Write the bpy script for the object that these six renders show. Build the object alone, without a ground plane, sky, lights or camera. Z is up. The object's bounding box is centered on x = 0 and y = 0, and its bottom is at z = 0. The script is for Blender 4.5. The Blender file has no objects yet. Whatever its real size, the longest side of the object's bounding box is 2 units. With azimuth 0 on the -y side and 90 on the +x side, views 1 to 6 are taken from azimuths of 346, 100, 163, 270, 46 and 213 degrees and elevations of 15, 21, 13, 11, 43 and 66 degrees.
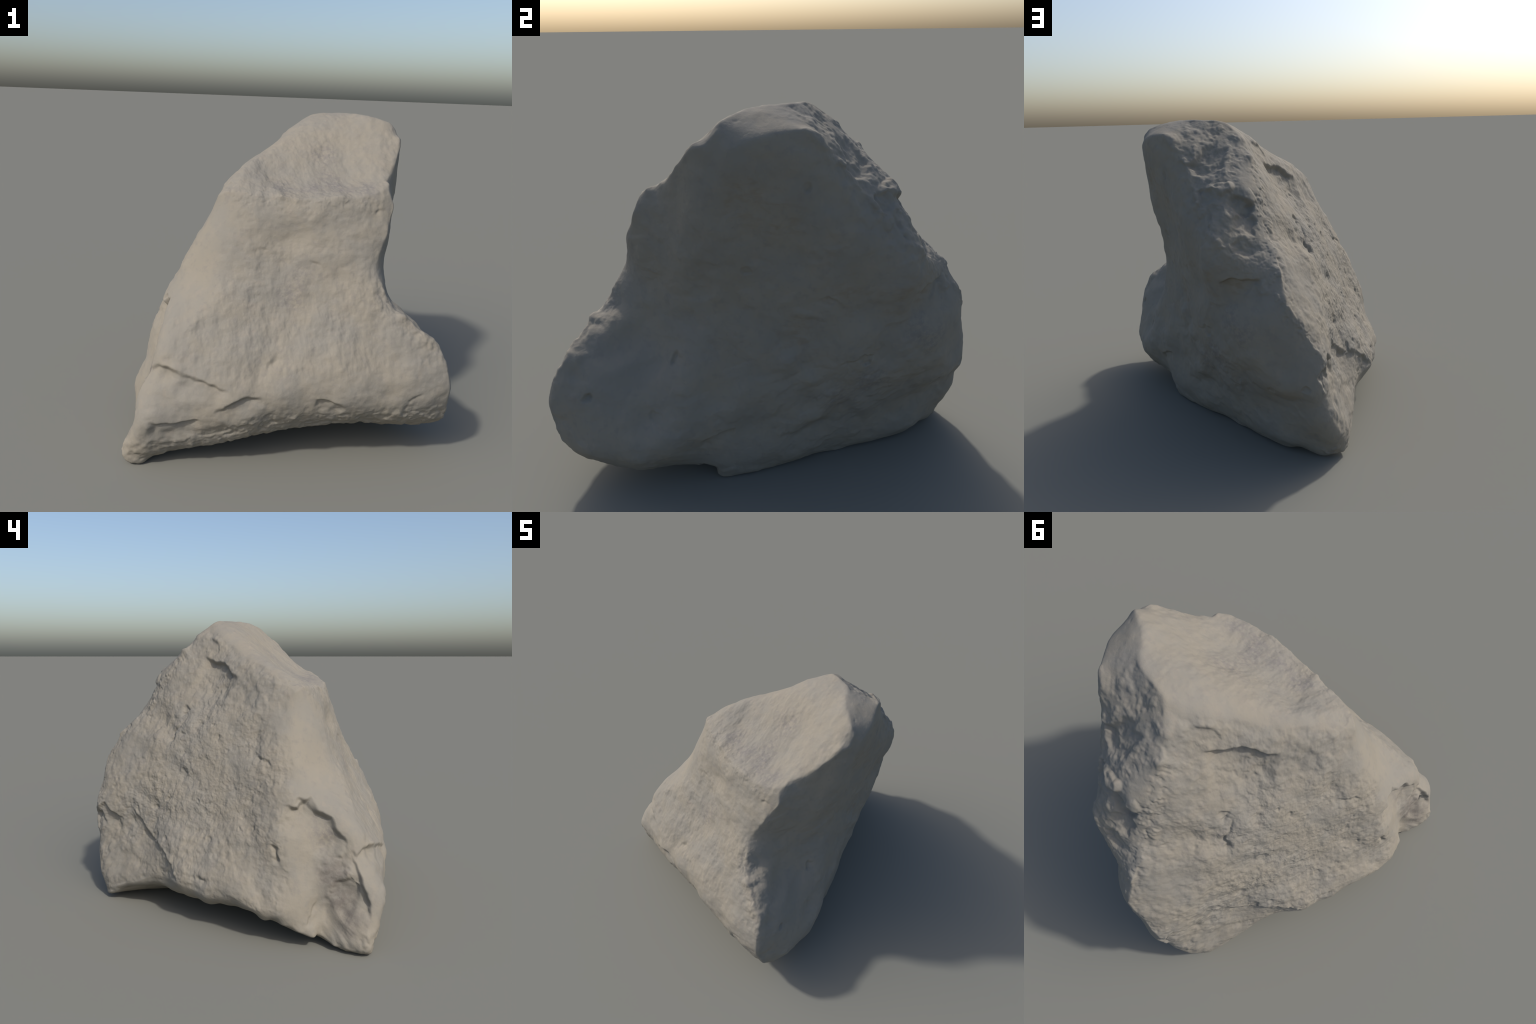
"""A pale weathered limestone boulder standing on three low feet.

The body is built from control points that follow the real ridges, rims and
facets of the stone.  They are joined into a faceted cage, a fine sphere is cast
on to the cage, the facets are rounded by smoothing, and the relief (grain of
the broken faces, cracks, ledges, chips and hollows) is then added along the
surface normals.
"""
import bpy
import numpy as np

CENTRE = np.array([0.1, 0.0, 0.7])      # every surface point is visible from here

# --------------------------------------------------------------------------
# control points of the stone, grouped by the feature they describe (metres)
# --------------------------------------------------------------------------
RIDGES = {
    'top_rim': [
        (0.342, 0.203, 1.781), (0.518, 0.138, 1.803), (0.591, 0.029, 1.801), (0.662, -0.050, 1.789),
        (0.746, -0.109, 1.762), (0.788, -0.136, 1.664), (0.773, -0.206, 1.675), (0.730, -0.281, 1.601),
        (0.709, -0.310, 1.576), (0.692, -0.337, 1.534), (0.633, -0.406, 1.478), (0.568, -0.517, 1.422),
    ],
    'left_rim': [
        (0.177, 0.157, 1.684), (0.054, 0.034, 1.608), (-0.045, -0.068, 1.560), (-0.141, -0.146, 1.514),
        (-0.246, -0.227, 1.444), (-0.331, -0.304, 1.356),
    ],
    'brow': [
        (-0.223, -0.386, 1.383), (-0.012, -0.474, 1.375), (0.207, -0.525, 1.372), (0.410, -0.549, 1.385),
    ],
    'cap_edge': [
        (0.803, -0.047, 1.664), (0.769, 0.074, 1.713), (0.698, 0.219, 1.728),
    ],
    'north_east_ridge': [
        (0.638, 0.333, 1.620), (0.608, 0.449, 1.487), (0.582, 0.551, 1.364), (0.548, 0.677, 1.236),
        (0.472, 0.744, 1.132), (0.343, 0.812, 1.020),
    ],
    'north_ridge': [
        (0.254, 0.342, 1.631), (0.233, 0.477, 1.482), (0.246, 0.577, 1.347), (0.235, 0.747, 1.146),
        (0.237, 0.844, 1.048), (0.235, 0.925, 0.911), (0.130, 0.953, 0.734), (0.027, 0.957, 0.571),
        (0.047, 0.968, 0.463), (-0.016, 0.920, 0.329), (-0.094, 0.900, 0.145), (-0.096, 0.887, 0.054),
        (0.002, 0.897, 0.031),
    ],
    'south_east_edge': [
        (0.603, -0.550, 1.339), (0.542, -0.623, 1.202), (0.464, -0.691, 1.003), (0.519, -0.788, 0.838),
        (0.631, -0.840, 0.761), (0.768, -0.885, 0.647), (0.788, -0.949, 0.559), (0.808, -0.981, 0.426),
        (0.815, -0.931, 0.252), (0.800, -0.784, 0.141),
    ],
}

BASE_EDGES = {
    'base_edge_front': [
        (-0.865, -0.675, 0.030), (-0.720, -0.690, 0.025), (-0.550, -0.740, 0.085), (-0.420, -0.770, 0.115),
        (-0.280, -0.790, 0.150), (-0.140, -0.800, 0.175), (0.000, -0.810, 0.195), (0.160, -0.810, 0.205),
        (0.300, -0.820, 0.205), (0.450, -0.830, 0.190), (0.600, -0.820, 0.165), (0.730, -0.860, 0.155),
    ],
    'base_edge_east': [
        (0.820, -0.750, 0.145), (0.820, -0.600, 0.120), (0.750, -0.450, 0.090), (0.680, -0.300, 0.060),
        (0.665, -0.170, 0.000), (0.580, 0.050, 0.005), (0.500, 0.160, 0.000), (0.390, 0.365, 0.000),
        (0.310, 0.530, 0.012), (0.250, 0.640, 0.015), (0.130, 0.770, 0.030), (-0.010, 0.880, 0.015),
    ],
    'base_edge_west': [
        (-0.800, -0.500, 0.040), (-0.785, -0.400, 0.075), (-0.785, -0.280, 0.130), (-0.740, -0.180, 0.160),
        (-0.660, -0.070, 0.170), (-0.600, 0.030, 0.175), (-0.540, 0.120, 0.165), (-0.480, 0.250, 0.165),
        (-0.420, 0.350, 0.165), (-0.350, 0.420, 0.155), (-0.250, 0.480, 0.150), (-0.190, 0.550, 0.135),
        (-0.140, 0.660, 0.130), (-0.140, 0.780, 0.080), (-0.070, 0.900, 0.030),
    ],
}

SUNNY_FACETS = {
    'top_facet': [
        (0.403, 0.164, 1.797), (0.445, 0.251, 1.724), (0.295, 0.306, 1.705), (0.465, -0.096, 1.671),
        (0.472, -0.189, 1.599), (0.463, 0.446, 1.543), (0.170, -0.219, 1.516), (-0.036, -0.212, 1.480),
        (0.020, -0.230, 1.466), (0.485, -0.396, 1.453), (0.360, -0.370, 1.430), (0.048, -0.379, 1.398),
        (0.305, -0.548, 1.386), (0.546, -0.722, 0.840), (-0.500, -0.524, 0.821), (0.606, -0.714, 0.812),
        (0.588, -0.822, 0.805), (-0.582, -0.464, 0.790), (0.654, -0.726, 0.765), (-0.495, -0.620, 0.761),
        (-0.560, -0.593, 0.736), (-0.625, -0.559, 0.728), (0.650, -0.573, 0.708), (-0.567, -0.715, 0.581),
    ],
    'north_west_facet': [
        (0.266, 0.414, 1.605), (0.240, 0.394, 1.548), (0.189, 0.317, 1.533), (0.086, 0.194, 1.508),
        (0.100, 0.253, 1.485), (0.113, 0.323, 1.444), (0.242, 0.544, 1.401), (-0.242, -0.104, 1.353),
        (0.100, 0.398, 1.344), (-0.066, 0.160, 1.327), (-0.195, -0.014, 1.313), (-0.311, -0.158, 1.283),
        (0.057, 0.448, 1.238), (-0.304, -0.060, 1.224), (0.130, 0.543, 1.218), (-0.100, 0.329, 1.158),
        (0.079, 0.514, 1.148), (-0.127, 0.259, 1.147), (-0.166, 0.221, 1.147), (-0.425, -0.226, 1.129),
        (-0.335, -0.080, 1.118), (-0.022, 0.446, 1.102), (-0.016, 0.551, 1.041), (0.069, 0.690, 0.973),
        (-0.212, 0.307, 0.952), (-0.537, -0.232, 0.917), (-0.212, 0.351, 0.917), (-0.178, 0.390, 0.879),
        (-0.162, 0.449, 0.856), (-0.242, 0.318, 0.829), (-0.596, -0.232, 0.828), (-0.510, -0.083, 0.773),
        (-0.286, 0.357, 0.727), (-0.100, 0.635, 0.711), (-0.439, 0.082, 0.706), (-0.643, -0.192, 0.676),
        (-0.350, 0.278, 0.669), (-0.509, -0.020, 0.656), (-0.437, 0.119, 0.626), (-0.329, 0.342, 0.622),
        (-0.532, 0.032, 0.603), (-0.697, -0.221, 0.549), (-0.197, 0.562, 0.533), (-0.427, 0.221, 0.532),
        (-0.497, 0.172, 0.504), (-0.067, 0.771, 0.498), (-0.350, 0.446, 0.482), (-0.433, 0.330, 0.440),
        (-0.628, 0.000, 0.423), (0.030, 0.943, 0.421), (-0.006, 0.890, 0.401), (-0.143, 0.716, 0.398),
        (-0.574, 0.135, 0.397), (-0.093, 0.796, 0.388), (0.008, 0.940, 0.385), (-0.520, 0.243, 0.379),
        (-0.720, -0.178, 0.372), (-0.368, 0.473, 0.362), (-0.708, -0.103, 0.331), (-0.214, 0.646, 0.301),
        (-0.113, 0.774, 0.296), (-0.093, 0.812, 0.294), (-0.728, -0.107, 0.286), (-0.498, 0.370, 0.269),
        (-0.144, 0.770, 0.243), (-0.595, 0.205, 0.225), (-0.746, -0.064, 0.222), (-0.798, -0.216, 0.206),
        (-0.768, -0.127, 0.191), (-0.031, 0.950, 0.158),
    ],
    'front_facet': [
        (0.092, -0.516, 1.339), (0.275, -0.595, 1.205), (-0.347, -0.419, 1.166), (0.015, -0.533, 1.151),
        (0.181, -0.625, 1.099), (0.286, -0.688, 0.959), (0.460, -0.763, 0.898), (-0.344, -0.597, 0.871),
        (-0.044, -0.674, 0.816), (0.066, -0.766, 0.713), (-0.452, -0.663, 0.700), (0.382, -0.841, 0.685),
        (-0.097, -0.770, 0.647), (-0.677, -0.656, 0.596), (0.456, -0.917, 0.569), (-0.197, -0.830, 0.522),
        (-0.614, -0.764, 0.485), (-0.708, -0.713, 0.450), (-0.639, -0.765, 0.399), (0.266, -0.961, 0.398),
        (-0.121, -0.902, 0.397), (-0.321, -0.875, 0.387), (-0.766, -0.771, 0.308), (-0.810, -0.744, 0.240),
        (-0.602, -0.788, 0.213), (-0.843, -0.718, 0.148), (-0.758, -0.741, 0.110),
    ],
}

SHADED_FACETS = {
    'east_facet': [
        (0.789, -0.106, 1.650), (0.798, -0.081, 1.605), (0.730, 0.183, 1.566), (0.711, -0.305, 1.500),
        (0.601, -0.477, 1.443), (0.620, -0.424, 1.441), (0.754, -0.040, 1.429), (0.671, 0.373, 1.425),
        (0.760, -0.238, 1.394), (0.698, -0.320, 1.366), (0.758, -0.147, 1.285), (0.632, 0.502, 1.280),
        (0.686, 0.124, 1.263), (0.666, 0.188, 1.199), (0.730, -0.231, 1.188), (0.629, -0.429, 1.170),
        (0.647, 0.354, 1.163), (0.708, -0.306, 1.141), (0.693, -0.225, 1.087), (0.671, -0.007, 1.064),
        (0.661, 0.158, 1.056), (0.603, 0.470, 1.055), (0.713, -0.162, 1.017), (0.598, -0.479, 1.012),
        (0.682, -0.322, 0.981), (0.672, 0.021, 0.981), (0.568, 0.603, 0.975), (0.621, 0.365, 0.968),
        (0.675, -0.073, 0.962), (0.581, 0.446, 0.927), (0.500, -0.748, 0.908), (0.599, -0.532, 0.899),
        (0.682, -0.265, 0.864), (0.716, -0.194, 0.806), (0.589, 0.480, 0.790), (0.692, -0.100, 0.762),
        (0.621, -0.575, 0.755), (0.634, 0.119, 0.739), (0.672, 0.029, 0.738), (0.509, 0.662, 0.700),
        (0.520, 0.583, 0.678), (0.653, 0.153, 0.677), (0.609, 0.212, 0.649), (0.690, -0.455, 0.647),
        (0.643, 0.083, 0.620), (0.403, 0.839, 0.611), (0.584, 0.398, 0.592), (0.626, 0.175, 0.592),
        (0.784, -0.712, 0.590), (0.521, 0.582, 0.588), (0.634, 0.255, 0.567), (0.772, -0.383, 0.560),
        (0.591, 0.304, 0.549), (0.762, -0.545, 0.535), (0.665, 0.079, 0.516), (0.746, -0.209, 0.497),
        (0.507, 0.498, 0.486), (0.737, -0.114, 0.449), (0.584, 0.339, 0.437), (0.590, 0.229, 0.422),
        (0.799, -0.469, 0.410), (0.824, -0.372, 0.395), (0.519, 0.378, 0.386), (0.658, 0.000, 0.333),
        (0.585, 0.276, 0.328), (0.594, 0.199, 0.275), (0.621, 0.119, 0.254), (0.504, 0.306, 0.250),
        (0.875, -0.796, 0.229), (0.335, 0.618, 0.228), (0.876, -0.523, 0.226), (0.754, -0.299, 0.214),
        (0.597, 0.141, 0.164), (0.552, 0.214, 0.126), (0.711, -0.158, 0.124),
    ],
    'north_facet': [
        (0.345, 0.572, 1.453), (0.386, 0.645, 1.293), (0.572, 0.694, 1.081), (0.455, 0.728, 0.904),
        (0.305, 0.918, 0.794), (0.452, 0.796, 0.743), (0.422, 0.804, 0.657), (0.347, 0.874, 0.655),
        (0.131, 0.987, 0.584), (0.252, 0.919, 0.559), (0.347, 0.869, 0.532), (0.273, 0.909, 0.447),
        (0.121, 0.996, 0.425), (0.197, 0.873, 0.354), (0.284, 0.731, 0.318), (0.056, 0.980, 0.271),
        (0.568, 0.171, 0.226), (0.547, 0.238, 0.183),
    ],
}

BASE = {
    'spur': [
        (-0.522, -0.320, 0.962), (-0.490, -0.365, 0.956), (-0.665, -0.418, 0.587), (-0.716, -0.556, 0.512),
        (-0.690, -0.431, 0.472), (-0.789, -0.608, 0.383), (-0.760, -0.577, 0.321), (-0.749, -0.368, 0.295),
        (-0.724, -0.473, 0.217), (-0.789, -0.574, 0.201), (-0.744, -0.483, 0.157), (-0.763, -0.514, 0.151),
        (-0.743, -0.426, 0.138), (-0.764, -0.474, 0.112), (-0.779, -0.502, 0.108), (-0.797, -0.321, 0.107),
        (-0.876, -0.658, 0.103), (-0.749, -0.446, 0.090), (-0.782, -0.483, 0.073), (-0.887, -0.666, 0.066),
        (-0.778, -0.480, 0.048), (-0.842, -0.560, 0.044), (-0.856, -0.591, 0.041), (-0.808, -0.518, 0.032),
    ],
    'underside': [
        (0.399, 0.761, 0.521), (0.170, 0.928, 0.389), (0.488, 0.483, 0.373), (-0.152, -0.873, 0.320),
        (0.540, -0.958, 0.302), (0.535, 0.258, 0.276), (-0.640, 0.100, 0.227), (-0.338, 0.511, 0.213),
        (-0.238, 0.669, 0.153), (0.089, 0.882, 0.136), (0.121, 0.858, 0.134), (-0.418, -0.337, 0.117),
        (-0.177, 0.780, 0.109), (0.211, 0.769, 0.070),
    ],
}

# relief features, placed on the body
# broken edges: line, height of the step, how far the drop reaches
LEDGES = [
    # overhang above the spur
    ([(-0.612, -0.240, 0.790), (-0.623, -0.313, 0.773), (-0.590, -0.374, 0.816), (-0.623, -0.427, 0.749), (-0.650, -0.484, 0.698), (-0.681, -0.534, 0.621), (-0.708, -0.594, 0.554)], 0.035, 0.16),
    # overhang tail
    ([(-0.708, -0.594, 0.554), (-0.715, -0.627, 0.532), (-0.642, -0.713, 0.544), (-0.418, -0.813, 0.501)], 0.014, 0.1),
    # flap under the peak
    ([(0.153, 0.249, 1.561), (0.103, 0.194, 1.539), (0.036, 0.138, 1.518), (-0.029, 0.092, 1.488), (-0.068, 0.068, 1.463), (-0.117, 0.023, 1.443)], 0.024, 0.24),
    # north corner overhang
    ([(0.023, 0.953, 0.570), (0.065, 0.982, 0.543), (0.111, 0.992, 0.515)], 0.035, 0.09),
    # north corner overhang west
    ([(0.111, 0.992, 0.514), (0.025, 0.933, 0.622), (-0.014, 0.874, 0.566), (-0.061, 0.775, 0.541)], 0.02, 0.1),
    # roof ledge
    ([(0.539, 0.675, 0.986), (0.470, 0.741, 1.005), (0.394, 0.790, 1.017), (0.332, 0.817, 1.023)], 0.022, 0.16),
    # front ledge
    ([(-0.690, -0.668, 0.554), (-0.624, -0.723, 0.543), (-0.545, -0.763, 0.529), (-0.478, -0.790, 0.513), (-0.393, -0.825, 0.489), (-0.327, -0.853, 0.456)], 0.016, 0.12),
    # front base break
    ([(-0.757, -0.777, 0.291), (-0.657, -0.798, 0.284), (-0.569, -0.809, 0.293), (-0.481, -0.828, 0.292)], 0.02, 0.11),
    # front base break
    ([(-0.433, -0.846, 0.351), (-0.360, -0.863, 0.406), (-0.284, -0.868, 0.430), (-0.182, -0.881, 0.428)], 0.016, 0.1),
    # front base break
    ([(0.100, -0.925, 0.420), (0.166, -0.938, 0.398), (0.239, -0.950, 0.373)], 0.014, 0.08),
    # east step
    ([(0.640, 0.277, 0.988), (0.637, 0.311, 1.011), (0.627, 0.357, 1.004), (0.594, 0.421, 0.950)], 0.006, 0.06),
    # east step low
    ([(0.750, -0.264, 0.231), (0.757, -0.219, 0.305), (0.735, -0.145, 0.336), (0.714, -0.097, 0.341)], 0.012, 0.08),
]
SCARPS = [
    # scar beside the flap
    ([(0.247, 0.256, 1.690), (0.195, 0.189, 1.682), (0.130, 0.158, 1.629), (0.100, 0.157, 1.587), (0.106, 0.194, 1.545)], 0.009, 0.2),
    # diagonal scarp
    ([(-0.077, 0.719, 0.635), (-0.129, 0.650, 0.563), (-0.213, 0.571, 0.486), (-0.315, 0.508, 0.427), (-0.412, 0.437, 0.349), (-0.482, 0.386, 0.286)], 0.02, 0.22),
    # edge of the spur hollow
    ([(-0.714, -0.602, 0.537), (-0.756, -0.633, 0.452), (-0.779, -0.650, 0.407), (-0.805, -0.673, 0.305), (-0.834, -0.694, 0.197)], 0.022, 0.16),
]
CRACKS = [
    # branch
    ([(-0.713, -0.616, 0.538), (-0.718, -0.543, 0.503), (-0.705, -0.494, 0.499)], 0.008, 0.012),
    # long crack
    ([(0.018, 0.379, 1.255), (-0.044, 0.353, 1.200), (-0.050, 0.395, 1.140), (-0.036, 0.436, 1.101), (-0.086, 0.445, 1.039), (-0.105, 0.490, 0.951)], 0.007, 0.014),
    # hooked notch
    ([(-0.380, -0.058, 1.029), (-0.442, -0.109, 0.989), (-0.472, -0.149, 0.980), (-0.502, -0.166, 0.938)], 0.011, 0.022),
    # slit
    ([(-0.671, -0.161, 0.559), (-0.689, -0.188, 0.534), (-0.697, -0.193, 0.490), (-0.707, -0.201, 0.446)], 0.011, 0.03),
    # low slit
    ([(-0.531, 0.289, 0.309), (-0.560, 0.238, 0.318), (-0.592, 0.194, 0.312)], 0.009, 0.02),
    # short
    ([(-0.184, 0.384, 0.883), (-0.230, 0.327, 0.866)], 0.01, 0.016),
    # short
    ([(-0.444, 0.211, 0.522), (-0.476, 0.176, 0.525)], 0.01, 0.018),
    # short
    ([(-0.233, 0.145, 1.111), (-0.266, 0.138, 1.051)], 0.008, 0.012),
    # short
    ([(-0.585, -0.060, 0.596), (-0.569, -0.073, 0.639)], 0.007, 0.012),
    # foot seam
    ([(-0.768, -0.351, 0.079), (-0.780, -0.366, 0.143), (-0.740, -0.401, 0.220), (-0.722, -0.440, 0.302)], 0.01, 0.018),
    # north cracks
    ([(0.026, 0.382, 1.261), (-0.018, 0.351, 1.234), (-0.021, 0.393, 1.184)], 0.012, 0.02),
    # north cracks
    ([(-0.010, 0.437, 1.131), (-0.060, 0.436, 1.077), (-0.086, 0.466, 1.020)], 0.012, 0.02),
    # north cracks
    ([(-0.077, 0.394, 1.108), (-0.124, 0.360, 1.078)], 0.01, 0.015),
    # north cracks
    ([(0.268, 0.542, 1.439), (0.201, 0.484, 1.424)], 0.008, 0.012),
    # front right
    ([(0.550, -0.946, 0.280), (0.578, -0.979, 0.393), (0.671, -0.985, 0.439)], 0.01, 0.014),
    # front diag
    ([(-0.173, -0.827, 0.538), (-0.104, -0.809, 0.594), (-0.061, -0.796, 0.628)], 0.02, 0.012),
    # front
    ([(-0.191, -0.531, 1.085), (-0.068, -0.537, 1.112)], 0.018, 0.008),
    # front
    ([(0.096, -0.608, 1.060), (0.178, -0.643, 1.036)], 0.009, 0.008),
    # edge chip
    ([(0.481, -0.589, 1.302), (0.516, -0.570, 1.340)], 0.012, 0.012),
    # shelf
    ([(-0.191, -0.289, 1.448), (-0.128, -0.328, 1.430)], 0.012, 0.01),
    # east slot
    ([(0.690, -0.358, 0.719), (0.701, -0.376, 0.681), (0.725, -0.384, 0.637)], 0.011, 0.02),
    # east seam
    ([(0.784, -0.087, 1.526), (0.779, -0.059, 1.515), (0.768, -0.058, 1.469), (0.749, 0.005, 1.433), (0.743, 0.069, 1.450)], 0.009, 0.006),
    # east seam low
    ([(0.597, 0.355, 0.644), (0.588, 0.427, 0.667), (0.570, 0.493, 0.691)], 0.012, 0.008),
    # top groove
    ([(0.436, 0.032, 1.757), (0.371, -0.070, 1.671), (0.318, -0.157, 1.589), (0.303, -0.245, 1.510), (0.304, -0.317, 1.454)], 0.018, 0.006),
    # notch
    ([(-0.614, -0.296, 0.795), (-0.615, -0.370, 0.777)], 0.014, 0.02),
]
# centre, radius, depth (negative: a knob)
DENTS = [
    ((0.823, -0.765, 0.502), 0.018, 0.018),    # hole
    ((0.691, -0.025, 1.136), 0.02, 0.008),    # pit
    ((0.713, 0.230, 1.508), 0.02, 0.01),    # pit
    ((0.804, -0.446, 0.413), 0.03, 0.008),    # pit
    ((0.475, 0.401, 1.587), 0.085, 0.026),    # scoop
    ((0.363, 0.615, 1.360), 0.06, 0.038),    # scoop
    ((0.548, 0.539, 1.412), 0.045, 0.02),    # scoop
    ((0.365, 0.661, 1.266), 0.05, 0.018),    # scoop
    ((0.396, 0.725, 1.180), 0.05, 0.014),    # scoop
    ((0.458, 0.545, 1.452), 0.045, -0.026),    # knob
    ((0.316, 0.590, 1.404), 0.04, -0.012),    # knob
    ((-0.269, -0.296, 1.411), 0.03, 0.008),    # pit
    ((-0.758, -0.564, 0.311), 0.09, 0.02),    # foot hollow
    ((-0.873, -0.647, 0.102), 0.03, 0.015),    # foot chip
    ((0.567, 0.493, 0.678), 0.03, 0.012),    # pit
    ((0.309, 0.848, 0.429), 0.025, 0.012),    # pit
    ((0.163, 0.982, 0.466), 0.02, 0.012),    # pit
    ((-0.250, 0.543, 0.474), 0.03, 0.014),    # notch
    ((0.675, -0.253, 0.041), 0.05, 0.025),    # base chip
]

# --------------------------------------------------------------------------
# noise helpers
# --------------------------------------------------------------------------
def _hash(ix, iy, iz, seed):
    h = (ix * 374761393 + iy * 668265263 + iz * 2147483647 + seed * 1274126177) & 0xFFFFFFFF
    h = ((h ^ (h >> 13)) * 1274126177) & 0xFFFFFFFF
    h = ((h ^ (h >> 16)) * 2246822519) & 0xFFFFFFFF
    return (h ^ (h >> 15)) & 0xFFFFFFFF


def gradient_noise(p, seed=0):
    """Perlin noise in about -1..1 for points p (n, 3)."""
    base = np.floor(p).astype(np.int64)
    f = p - base
    u = f * f * f * (f * (f * 6 - 15) + 10)
    total = np.zeros(len(p))
    for dx in (0, 1):
        for dy in (0, 1):
            for dz in (0, 1):
                h = _hash(base[:, 0] + dx, base[:, 1] + dy, base[:, 2] + dz, seed)
                gx = (h & 1023) / 511.5 - 1
                gy = ((h >> 10) & 1023) / 511.5 - 1
                gz = ((h >> 20) & 1023) / 511.5 - 1
                d = gx * (f[:, 0] - dx) + gy * (f[:, 1] - dy) + gz * (f[:, 2] - dz)
                w = ((u[:, 0] if dx else 1 - u[:, 0]) * (u[:, 1] if dy else 1 - u[:, 1])
                     * (u[:, 2] if dz else 1 - u[:, 2]))
                total += w * d
    return total * 1.2


def fractal(p, octaves, gain=0.5, seed=0):
    total = np.zeros(len(p))
    amp = 1.0
    for o in range(octaves):
        total += amp * gradient_noise(p * 2.03 ** o + 17.3 * o, seed + o)
        amp *= gain
    return total


def smoothstep(a, b, x):
    t = np.clip((x - a) / (b - a), 0, 1)
    return t * t * (3 - 2 * t)


# --------------------------------------------------------------------------
# triangle sphere and its topology
# --------------------------------------------------------------------------
def edge_list(tris):
    e = np.concatenate([tris[:, [0, 1]], tris[:, [1, 2]], tris[:, [2, 0]]])
    e.sort(axis=1)
    key = e[:, 0].astype(np.int64) * (int(tris.max()) + 1) + e[:, 1]
    _, first, inverse = np.unique(key, return_index=True, return_inverse=True)
    return e[first], inverse.ravel()


def subdivide(values, tris):
    """Split every triangle in four; values at new vertices are edge means."""
    e, inv = edge_list(tris)
    n, m = len(tris), len(values)
    a, b, c = inv[:n] + m, inv[n:2 * n] + m, inv[2 * n:] + m
    finer = np.concatenate([np.stack([tris[:, 0], a, c], 1), np.stack([tris[:, 1], b, a], 1),
                            np.stack([tris[:, 2], c, b], 1), np.stack([a, b, c], 1)])
    return np.concatenate([values, values[e].mean(1)]), finer


def icosphere(level):
    g = (1 + 5 ** 0.5) / 2
    v = np.array([(-1, g, 0), (1, g, 0), (-1, -g, 0), (1, -g, 0), (0, -1, g), (0, 1, g),
                  (0, -1, -g), (0, 1, -g), (g, 0, -1), (g, 0, 1), (-g, 0, -1), (-g, 0, 1)])
    t = np.array([(0, 11, 5), (0, 5, 1), (0, 1, 7), (0, 7, 10), (0, 10, 11), (1, 5, 9), (5, 11, 4),
                  (11, 10, 2), (10, 7, 6), (7, 1, 8), (3, 9, 4), (3, 4, 2), (3, 2, 6), (3, 6, 8),
                  (3, 8, 9), (4, 9, 5), (2, 4, 11), (6, 2, 10), (8, 6, 7), (9, 8, 1)])
    v /= np.linalg.norm(v, axis=1, keepdims=True)
    for _ in range(level):
        v, t = subdivide(v, t)
        v /= np.linalg.norm(v, axis=1, keepdims=True)
    return v, t


class Topology:
    def __init__(self, tris, n):
        self.tris, self.n = tris, n
        self.edges, _ = edge_list(tris)
        self.valence = np.bincount(self.edges.ravel(), minlength=n).astype(float)

    def mean(self, x):
        a, b = self.edges[:, 0], self.edges[:, 1]
        if x.ndim == 1:
            return (np.bincount(a, x[b], self.n) + np.bincount(b, x[a], self.n)) / self.valence
        return np.stack([self.mean(np.ascontiguousarray(x[:, k])) for k in range(x.shape[1])], 1)

    def spread(self, x):
        """Transpose of mean()."""
        y = x / self.valence[:, None]
        a, b = self.edges[:, 0], self.edges[:, 1]
        return np.stack([np.bincount(a, y[b, k], self.n) + np.bincount(b, y[a, k], self.n)
                         for k in range(3)], 1)

    def normals(self, p):
        t = self.tris
        f = np.cross(p[t[:, 1]] - p[t[:, 0]], p[t[:, 2]] - p[t[:, 0]])
        n = np.stack([sum(np.bincount(t[:, j], f[:, k], self.n) for j in range(3)) for k in range(3)], 1)
        return n / (np.linalg.norm(n, axis=1, keepdims=True) + 1e-12)


# --------------------------------------------------------------------------
# body: a stiff sheet bent through the control points, creased at the ridges
# --------------------------------------------------------------------------
def ridge_lines():
    r = {k: np.array(v) for k, v in (RIDGES | BASE_EDGES).items()}
    return [r['top_rim'],
            np.vstack([r['left_rim'][-1:], r['brow'], r['top_rim'][-1:]]),
            np.vstack([r['top_rim'][5:6], r['cap_edge'], r['north_east_ridge']]),
            np.vstack([r['top_rim'][:1], r['north_ridge'][:10]]),
            np.vstack([r['top_rim'][-1:], r['south_east_edge']]),
            r['base_edge_front'], r['base_edge_east'], r['base_edge_west']]


def unit(p):
    return p / np.linalg.norm(p, axis=-1, keepdims=True)


def ridge_softness(directions, width):
    """Bending stiffness: low on the ridge lines, 1 away from them."""
    best = np.full(len(directions), -1.0)
    for line in ridge_lines():
        u = unit(line - CENTRE)
        for a, b in zip(u[:-1], u[1:]):
            for s in np.linspace(0, 1, 16):
                best = np.maximum(best, directions @ unit(a * (1 - s) + b * s))
    angle = np.arccos(np.clip(best, -1, 1))
    return 0.08 + 0.92 * smoothstep(0.2 * width, 1.6 * width, angle)


def anchors(directions, targets):
    idx = np.zeros((len(targets), 3), int)
    wgt = np.zeros((len(targets), 3))
    for i, d in enumerate(targets):
        near = np.argsort(-(directions @ d))[:3]
        m = directions[near].T
        w = np.linalg.solve(m, d) if abs(np.linalg.det(m)) > 1e-9 else np.array([1.0, -1.0, 0.0])
        if w.min() < -0.05:
            w = np.array([1.0, 0.0, 0.0])
        idx[i], wgt[i] = near, w / w.sum()
    return idx, wgt


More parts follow.
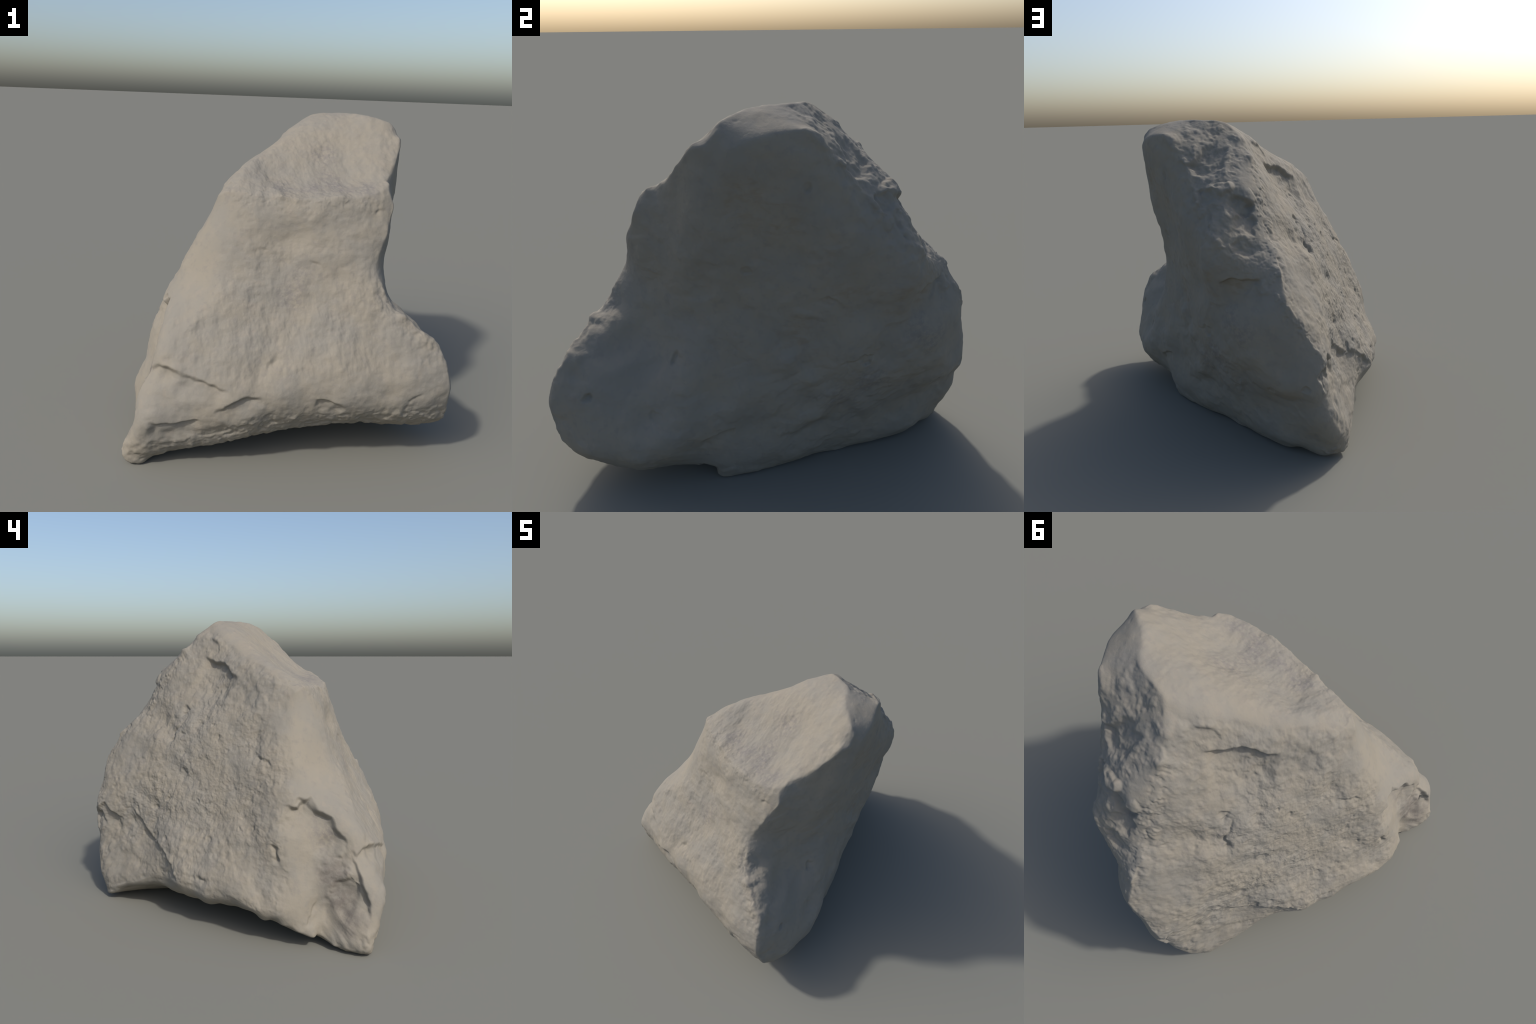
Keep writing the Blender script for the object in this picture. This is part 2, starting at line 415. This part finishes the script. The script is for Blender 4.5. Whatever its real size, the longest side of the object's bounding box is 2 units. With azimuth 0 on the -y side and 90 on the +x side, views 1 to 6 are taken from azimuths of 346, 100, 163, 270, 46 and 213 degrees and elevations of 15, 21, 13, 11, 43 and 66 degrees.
def bend_sheet(directions, topo, radius, points, stiff, pull, steps):
    """Conjugate gradients on stiff * (bending)^2 + pull * (misfit at the points)^2."""
    rel = points - CENTRE
    goal = np.linalg.norm(rel, axis=1)
    idx, wgt = anchors(directions, rel / goal[:, None])
    nrm = topo.normals(directions * radius[:, None])

    def apply(q):
        y = directions * q[:, None]
        bend = stiff * (nrm * (topo.mean(y) - y)).sum(1)
        g = nrm * bend[:, None]
        out = ((topo.spread(g) - g) * directions).sum(1)
        fit = pull * (wgt * q[idx]).sum(1)
        for k in range(3):
            out += np.bincount(idx[:, k], fit * wgt[:, k], len(q))
        return out

    rhs = sum(np.bincount(idx[:, k], pull * goal * wgt[:, k], len(radius)) for k in range(3))
    diag = stiff * (nrm * directions).sum(1) ** 2 + 1e-9
    diag += sum(np.bincount(idx[:, k], pull * wgt[:, k] ** 2, len(radius)) for k in range(3))
    q = radius.copy()
    res = rhs - apply(q)
    z = res / diag
    p = z.copy()
    rz = res @ z
    for _ in range(steps):
        ap = apply(p)
        alpha = rz / (p @ ap)
        q += alpha * p
        res -= alpha * ap
        z = res / diag
        new = res @ z
        p = z + p * (new / rz)
        rz = new
    return q


def first_guess(directions, points):
    """Radius by inverse-distance weighting of the control points."""
    rel = points - CENTRE
    goal = np.linalg.norm(rel, axis=1)
    d2 = 2 - 2 * directions @ unit(rel).T
    w = 1 / (d2 + 1e-3) ** 2
    return (w @ goal) / w.sum(1)


def stone_body(finest):
    points = np.array([p for part in (RIDGES, BASE_EDGES, SUNNY_FACETS, SHADED_FACETS, BASE) for group in part.values() for p in group])
    directions, tris = icosphere(4)
    radius = first_guess(directions, points)
    for level in (4, 5, 6, 7):
        if level > 4:
            radius, finer = subdivide(radius, tris)
            directions, tris = icosphere(level)
        topo = Topology(tris, len(directions))
        scale = 30.0 * 4 ** (level - 6)
        width = max(0.02, 0.022 * 2 ** (6 - level))
        stiff = ridge_softness(directions, width) * scale
        for _ in range(2):
            radius = bend_sheet(directions, topo, radius, points, stiff, 12.0, 160)
    co = CENTRE + directions * radius[:, None]
    for level in range(8, finest + 1):
        co, tris = subdivide(co, tris)
        topo = Topology(tris, len(co))
        for _ in range(3):
            co = co + 0.5 * (topo.mean(co) - co)
    return co, tris, topo


# --------------------------------------------------------------------------
# relief
# --------------------------------------------------------------------------
def near_polyline(p, line):
    """Distance to the polyline and the vector from its closest point."""
    line = np.array(line)
    best = np.full(len(p), 1e9)
    vec = np.zeros_like(p)
    along = np.zeros(len(p))
    for i, (a, b) in enumerate(zip(line[:-1], line[1:])):
        ab = b - a
        s = np.clip(((p - a) @ ab) / (ab @ ab), 0, 1)
        v = p - (a + s[:, None] * ab)
        d = np.linalg.norm(v, axis=1)
        nearer = d < best
        best[nearer] = d[nearer]
        vec[nearer] = v[nearer]
        along[nearer] = (i + s[nearer]) / (len(line) - 1)
    return best, vec, along


def box(co, line, margin):
    line = np.array(line)
    return np.nonzero(((co > line.min(0) - margin) & (co < line.max(0) + margin)).all(1))[0]


def taper(along, ends=0.12):
    return smoothstep(-0.02, ends, along) * smoothstep(-0.02, ends, 1 - along)


def step_down(co, nrm, line, height, reach, low_side):
    """A broken edge: the surface drops by height on the low side of the line."""
    i = box(co, line, reach * 1.4)
    p = co[i] + 0.012 * np.stack([gradient_noise(co[i] * 22, s) for s in (71, 72, 73)], 1)
    p += 0.030 * np.stack([gradient_noise(co[i] * 7, s) for s in (74, 75, 76)], 1)
    d, v, along = near_polyline(p, line)
    side = v @ low_side - 0.9 * (v * nrm[i]).sum(1) * (nrm[i] @ low_side)
    low = smoothstep(-0.003, 0.013, side)
    fade = 1 - smoothstep(0.3 * reach, 1.25 * reach, d)
    t = taper(along, 0.2)
    close = d < 0.035
    if close.any():                                   # keep to the face that carries the line
        t = t * smoothstep(0.55, 0.8, nrm[i] @ unit(nrm[i][close].mean(0)))
    drop = height * low * fade * t * (1.0 + 0.7 * gradient_noise(co[i] * 9, 77))
    lip = 0.12 * height * np.exp(-(d / 0.03) ** 2) * (1 - low) * taper(along)
    out = np.zeros(len(co))
    out[i] = lip - drop
    return out


def groove(co, line, width, depth):
    i = box(co, line, width * 7)
    p = co[i] + width * 1.2 * np.stack([gradient_noise(co[i] * 30, s) for s in (81, 82, 83)], 1)
    d, v, along = near_polyline(p, line)
    open_side = smoothstep(-width, width, v @ np.array([0.2, 0.5, -0.85]))
    t = taper(along, 0.35) * (0.75 + 0.6 * gradient_noise(co[i] * 25, 84))
    out = np.zeros(len(co))
    out[i] = -0.6 * depth * t * np.exp(-(d / width) ** 2)
    out[i] -= 0.5 * depth * t * open_side * np.exp(-(d / (4 * width)) ** 2)
    return out


def chip(co, centre, radius, depth, seed):
    """A flake struck off: flat-sided outline, one steep wall, floor rising to the other side."""
    rng = np.random.default_rng(seed)
    i = box(co, [centre], radius * 2.2)
    p = co[i] - np.array(centre)
    p = p + radius * 0.25 * np.stack([gradient_noise(co[i] / radius * 1.6, s) for s in (91, 92, 93)], 1)
    sides = unit(rng.normal(size=(9, 3)))
    reach = rng.uniform(0.75, 1.15, 9) * radius
    d = (p @ sides.T / reach).max(1)
    d = np.maximum(d, np.linalg.norm(p, axis=1) / (1.5 * radius))
    tilt = np.clip(0.75 + 0.45 * (p @ unit(rng.normal(size=3))) / radius, 0.3, 1.2)
    out = np.zeros(len(co))
    out[i] = -depth * tilt * (1 - smoothstep(0.62, 1.08, d))
    return out


def terraces(n, count, sharp=0.25):
    """Turn smooth noise into broken steps."""
    x = n * count
    base = np.floor(x)
    return (base + smoothstep(0.5 - sharp, 0.5 + sharp, x - base)) / count


def facing(nrm, direction, lo, hi):
    return smoothstep(lo, hi, nrm @ unit(np.array(direction)))


def relief(co, nrm):
    # how rough each side is
    north_west = facing(nrm, (-0.79, 0.52, 0.34), 0.80, 0.93)
    north = facing(nrm, (0.35, 0.75, 0.55), 0.80, 0.95) * smoothstep(0.9, 1.2, co[:, 2])
    east = facing(nrm, (0.95, 0.15, -0.2), 0.6, 0.85)
    top = facing(nrm, (-0.1, -0.6, 0.8), 0.80, 0.93)
    front = facing(nrm, (-0.1, -0.95, 0.25), 0.75, 0.92)
    d, _, _ = near_polyline(co, [(-0.36, -0.36, 1.30), (-0.50, -0.42, 1.0), (-0.64, -0.52, 0.68)])
    worn = np.exp(-(d / 0.15) ** 4)
    rim = 0.19 * smoothstep(-0.85, 0.0, co[:, 0])                    # height of the front base edge
    base_band = smoothstep(0.20, 0.10, co[:, 2] - rim) * (1 - east) * smoothstep(-0.35, -0.6, co[:, 1])
    calm = (1 - 0.85 * worn)

    patchy = np.clip(0.75 + 0.75 * fractal(co * 3.5, 2, seed=5), 0.25, 1.5)       # rough and calmer patches
    calm = calm * (1 - 0.9 * (1 - patchy) * north_west)
    lean = co @ np.array([[1.0, 0.0, 0.0], [0.0, 1.0, -0.1], [0.0, 0.1, 0.95]])   # grain runs down the face
    h = np.full(len(co), -0.0015) - 0.002 * north_west
    h += 0.005 * fractal(co * 3.2, 2, seed=3) * calm
    lumps = fractal(co * 9.0, 3, 0.5, seed=11)
    h += lumps * (0.0030 * front + 0.003 + 0.003 * base_band) * calm
    dents = fractal(co @ np.array([[0.8, 0, 0.55], [0, 1.0, 0], [-0.35, 0, 1.0]]).T * 8.5, 3, 0.5, seed=19)
    h += 0.0050 * dents * front * calm
    grain = fractal(lean * 19.0, 4, 0.55, seed=23)
    h += grain * calm * (0.0014 - 0.0006 * front + 0.0058 * north_west + 0.0032 * north + 0.0006 * front
                         + 0.004 * base_band - 0.0008 * east + 0.0010 * top)
    broken = terraces(fractal(lean * 11.0, 3, 0.55, seed=37), 2.2, 0.30)
    planes = terraces(fractal(lean * 5.5, 3, 0.5, seed=39), 1.7, 0.24)
    h += planes * (0.007 * north_west + 0.005 * east)
    h += broken * calm * (0.0045 * north_west + 0.010 * north + 0.004 * base_band + 0.0015 * top)
    flakes = terraces(fractal(co * np.array([3.0, 3.0, 4.5]), 3, 0.5, seed=41), 1.6, 0.2)
    h += 0.008 * flakes * east + (0.005 * fractal(co * 6.5, 2, 0.5, seed=42) + 0.0022 * fractal(co * 15, 3, 0.55, seed=43)) * east
    layers = fractal(co @ np.array([[1.0, 0, 0], [0, 0.35, 0.35], [0, -0.9, 0.9]]).T * 12, 4, 0.55, seed=44)
    d = np.linalg.norm((co - np.array([0.50, 0.48, 0.45])) / np.array([0.3, 0.38, 0.22]), axis=1)
    h += 0.006 * layers * east * smoothstep(1.2, 0.5, d)
    band = terraces(fractal(co * np.array([6.5, 6.5, 7.5]), 4, 0.5, seed=47), 1.7, 0.2)
    h += 0.011 * band * base_band
    d, _, _ = near_polyline(co, [(0.52, -0.77, 0.86), (0.64, -0.83, 0.74), (0.76, -0.88, 0.60)])
    knobs = terraces(fractal(co * 10.0, 4, 0.55, seed=57), 1.8, 0.18)
    furrows = fractal(co @ np.array([[1.0, 0, 0], [0, 1.0, 0.35], [0, 0.35, 0.5]]) * 15, 4, 0.5, seed=59)
    h += 0.013 * furrows * np.exp(-(d / 0.11) ** 2)
    d, _, _ = near_polyline(co, RIDGES['north_east_ridge'])
    big_chips = terraces(fractal(co * 5.5, 3, 0.45, seed=58), 1.6, 0.16)
    h += (0.022 * big_chips + 0.005 * knobs - 0.005) * np.exp(-(d / 0.10) ** 2)
    d, _, _ = near_polyline(co, RIDGES['north_ridge'])
    h += 0.010 * knobs * np.exp(-(d / 0.06) ** 2)
    d, _, _ = near_polyline(co, RIDGES['brow'])
    h += 0.006 * knobs * np.exp(-(d / 0.08) ** 2)
    top_ripple = fractal(co @ np.array([[1.0, 0, 0], [0, 0.45, 0], [0, 0, 0.45]]) * 13, 4, 0.55, seed=61)
    h += 0.0060 * top_ripple * top
    pits = gradient_noise(co * 16, 51) + 0.5 * gradient_noise(co * 34, 52)
    h -= 0.010 * smoothstep(0.40, 0.95, pits) * calm * (0.25 + 0.8 * north_west + 0.6 * north + 0.5 * base_band)
    for line, height, reach in LEDGES:
        h += step_down(co, nrm, line, height, reach, np.array([0.0, 0.0, -1.0]))
    for line, height, reach in SCARPS:
        h += step_down(co, nrm, line, height, reach, np.array([0.0, 1.0, 0.0]))
    for line, width, depth in CRACKS:
        h += groove(co, line, width, depth)
    for k, (centre, radius, depth) in enumerate(DENTS):
        h += chip(co, centre, radius, depth, k)
    return h


def make_rock():
    co, tris, topo = stone_body(8)
    nrm = topo.normals(co)
    for _ in range(6):
        nrm = unit(topo.mean(nrm))
    co = co + nrm * relief(co, nrm)[:, None]
    co = co + 0.25 * (topo.mean(co) - co)
    co[:, 2] = np.maximum(co[:, 2], 0.003)
    mesh = bpy.data.meshes.new("rock")
    mesh.vertices.add(len(co))
    mesh.vertices.foreach_set("co", co.ravel())
    mesh.loops.add(len(tris) * 3)
    mesh.loops.foreach_set("vertex_index", tris.ravel())
    mesh.polygons.add(len(tris))
    mesh.polygons.foreach_set("loop_start", np.arange(0, len(tris) * 3, 3))
    mesh.polygons.foreach_set("use_smooth", np.ones(len(tris), bool))
    mesh.update(calc_edges=True)
    mesh.validate()
    rock = bpy.data.objects.new("rock", mesh)
    bpy.context.scene.collection.objects.link(rock)
    rock["label"] = "pale beige weathered limestone boulder with broken facets"
    rock["category"] = "rock"
    mesh.materials.append(stone_material())
    return rock


class Nodes:
    """Small helper for building the shader."""

    def __init__(self, tree):
        self.tree = tree
        self.position = tree.nodes.new("ShaderNodeTexCoord").outputs["Object"]

    def link(self, socket, value):
        if hasattr(value, "is_output"):
            self.tree.links.new(value, socket)
        else:
            socket.default_value = value

    def noise(self, scale, detail=3.0, rough=0.55, stretch=(1, 1, 1)):
        m = self.tree.nodes.new("ShaderNodeMapping")
        m.inputs["Scale"].default_value = stretch
        self.link(m.inputs["Vector"], self.position)
        n = self.tree.nodes.new("ShaderNodeTexNoise")
        self.link(n.inputs["Vector"], m.outputs["Vector"])
        n.inputs["Scale"].default_value = scale
        n.inputs["Detail"].default_value = detail
        n.inputs["Roughness"].default_value = rough
        return n.outputs["Fac"]

    def ramp(self, value, lo, hi, to_lo=0.0, to_hi=1.0):
        n = self.tree.nodes.new("ShaderNodeMapRange")
        n.interpolation_type = 'SMOOTHSTEP'
        for name, v in zip(("Value", "From Min", "From Max", "To Min", "To Max"), (value, lo, hi, to_lo, to_hi)):
            self.link(n.inputs[name], v)
        return n.outputs["Result"]

    def math(self, op, a, b):
        n = self.tree.nodes.new("ShaderNodeMath")
        n.operation = op
        self.link(n.inputs[0], a)
        self.link(n.inputs[1], b)
        return n.outputs[0]

    def near(self, centre, radius):
        """1 at the centre, fading to 0 at the radius, with a ragged border."""
        n = self.tree.nodes.new("ShaderNodeVectorMath")
        n.operation = 'DISTANCE'
        self.link(n.inputs[0], self.position)
        n.inputs[1].default_value = centre
        d = self.math('ADD', n.outputs["Value"], self.math('MULTIPLY', self.noise(11.0), radius * 0.9))
        return self.ramp(d, radius * 1.45, radius * 0.7)

    def near_any(self, centres, radius):
        out = self.near(centres[0], radius)
        for c in centres[1:]:
            out = self.math('MAXIMUM', out, self.near(c, radius))
        return out

    def mix(self, fac, a, b):
        n = self.tree.nodes.new("ShaderNodeMix")
        n.data_type = 'RGBA'
        self.link(n.inputs[0], fac)
        for socket, c in ((n.inputs[6], a), (n.inputs[7], b)):
            self.link(socket, c if hasattr(c, "is_output") else (*c, 1.0))
        return n.outputs[2]


def stone_material():
    mat = bpy.data.materials.new("pale_limestone")
    mat.use_nodes = True
    tree = mat.node_tree
    k = Nodes(tree)
    bsdf = tree.nodes["Principled BSDF"]
    warm, grey = (0.249, 0.225, 0.182), (0.228, 0.213, 0.182)
    colour = k.mix(k.ramp(k.noise(4.5, 4.0, 0.6), 0.36, 0.64), warm, grey)
    # small grey and rosy freckles all over
    colour = k.mix(k.ramp(k.noise(26.0, 4.0, 0.6), 0.50, 0.72, 0.0, 0.55), colour, (0.205, 0.188, 0.165))
    colour = k.mix(k.ramp(k.noise(19.0, 3.0, 0.5, (1, 1, 0.6)), 0.56, 0.70, 0.0, 0.45), colour, (0.262, 0.232, 0.189))
    # mauve-grey grit caught along the foot of the sloping top facet
    shelf = k.near_any([(0.02, -0.37, 1.40), (0.18, -0.41, 1.39), (0.33, -0.45, 1.40), (0.47, -0.48, 1.41)], 0.10)
    grit = k.ramp(k.noise(42.0, 4.0, 0.65), 0.40, 0.60)
    colour = k.mix(k.math('MULTIPLY', k.math('MULTIPLY', shelf, grit), 0.65), colour, (0.180, 0.165, 0.154))
    # fresh grey break in the hollow of the spur and in a few scars
    scar = k.near_any([(-0.72, -0.55, 0.28), (-0.76, -0.60, 0.16), (-0.70, -0.50, 0.40)], 0.13)
    colour = k.mix(k.math('MULTIPLY', scar, k.ramp(k.noise(30.0, 4.0, 0.6), 0.30, 0.62, 0.25, 0.95)), colour, (0.160, 0.143, 0.125))
    dusty = k.near_any([(0.0, -0.66, 0.88), (0.05, -0.66, 0.98), (-0.64, -0.45, 0.60), (0.46, 0.72, 0.80), (0.42, 0.79, 0.74),
                        (0.50, 0.52, 0.55), (0.54, 0.36, 0.45), (0.31, -0.17, 1.56), (0.30, -0.33, 1.45)], 0.12)
    colour = k.mix(k.math('MULTIPLY', k.math('MULTIPLY', dusty, grit), 0.5), colour, (0.175, 0.160, 0.150))
    # brownish iron stain drawn along the seams of the shaded face
    stain = k.near_any([(0.74, -0.02, 1.48), (0.72, 0.10, 1.38), (0.64, 0.40, 1.0), (0.55, 0.62, 0.99), (0.45, 0.74, 1.0), (0.60, 0.20, 0.8)], 0.16)
    streak = k.ramp(k.noise(9.0, 4.0, 0.6, (1, 1, 2.6)), 0.48, 0.64)
    colour = k.mix(k.math('MULTIPLY', k.math('MULTIPLY', stain, streak), 0.5), colour, (0.215, 0.172, 0.122))
    tree.links.new(colour, bsdf.inputs["Base Color"])
    bump = tree.nodes.new("ShaderNodeBump")
    bump.inputs["Strength"].default_value = 0.35
    bump.inputs["Distance"].default_value = 0.004
    tree.links.new(k.noise(85.0, 4.0, 0.6), bump.inputs["Height"])
    tree.links.new(bump.outputs["Normal"], bsdf.inputs["Normal"])
    bsdf.inputs["Roughness"].default_value = 0.92
    bsdf.inputs["Specular IOR Level"].default_value = 0.2
    return mat


make_rock()
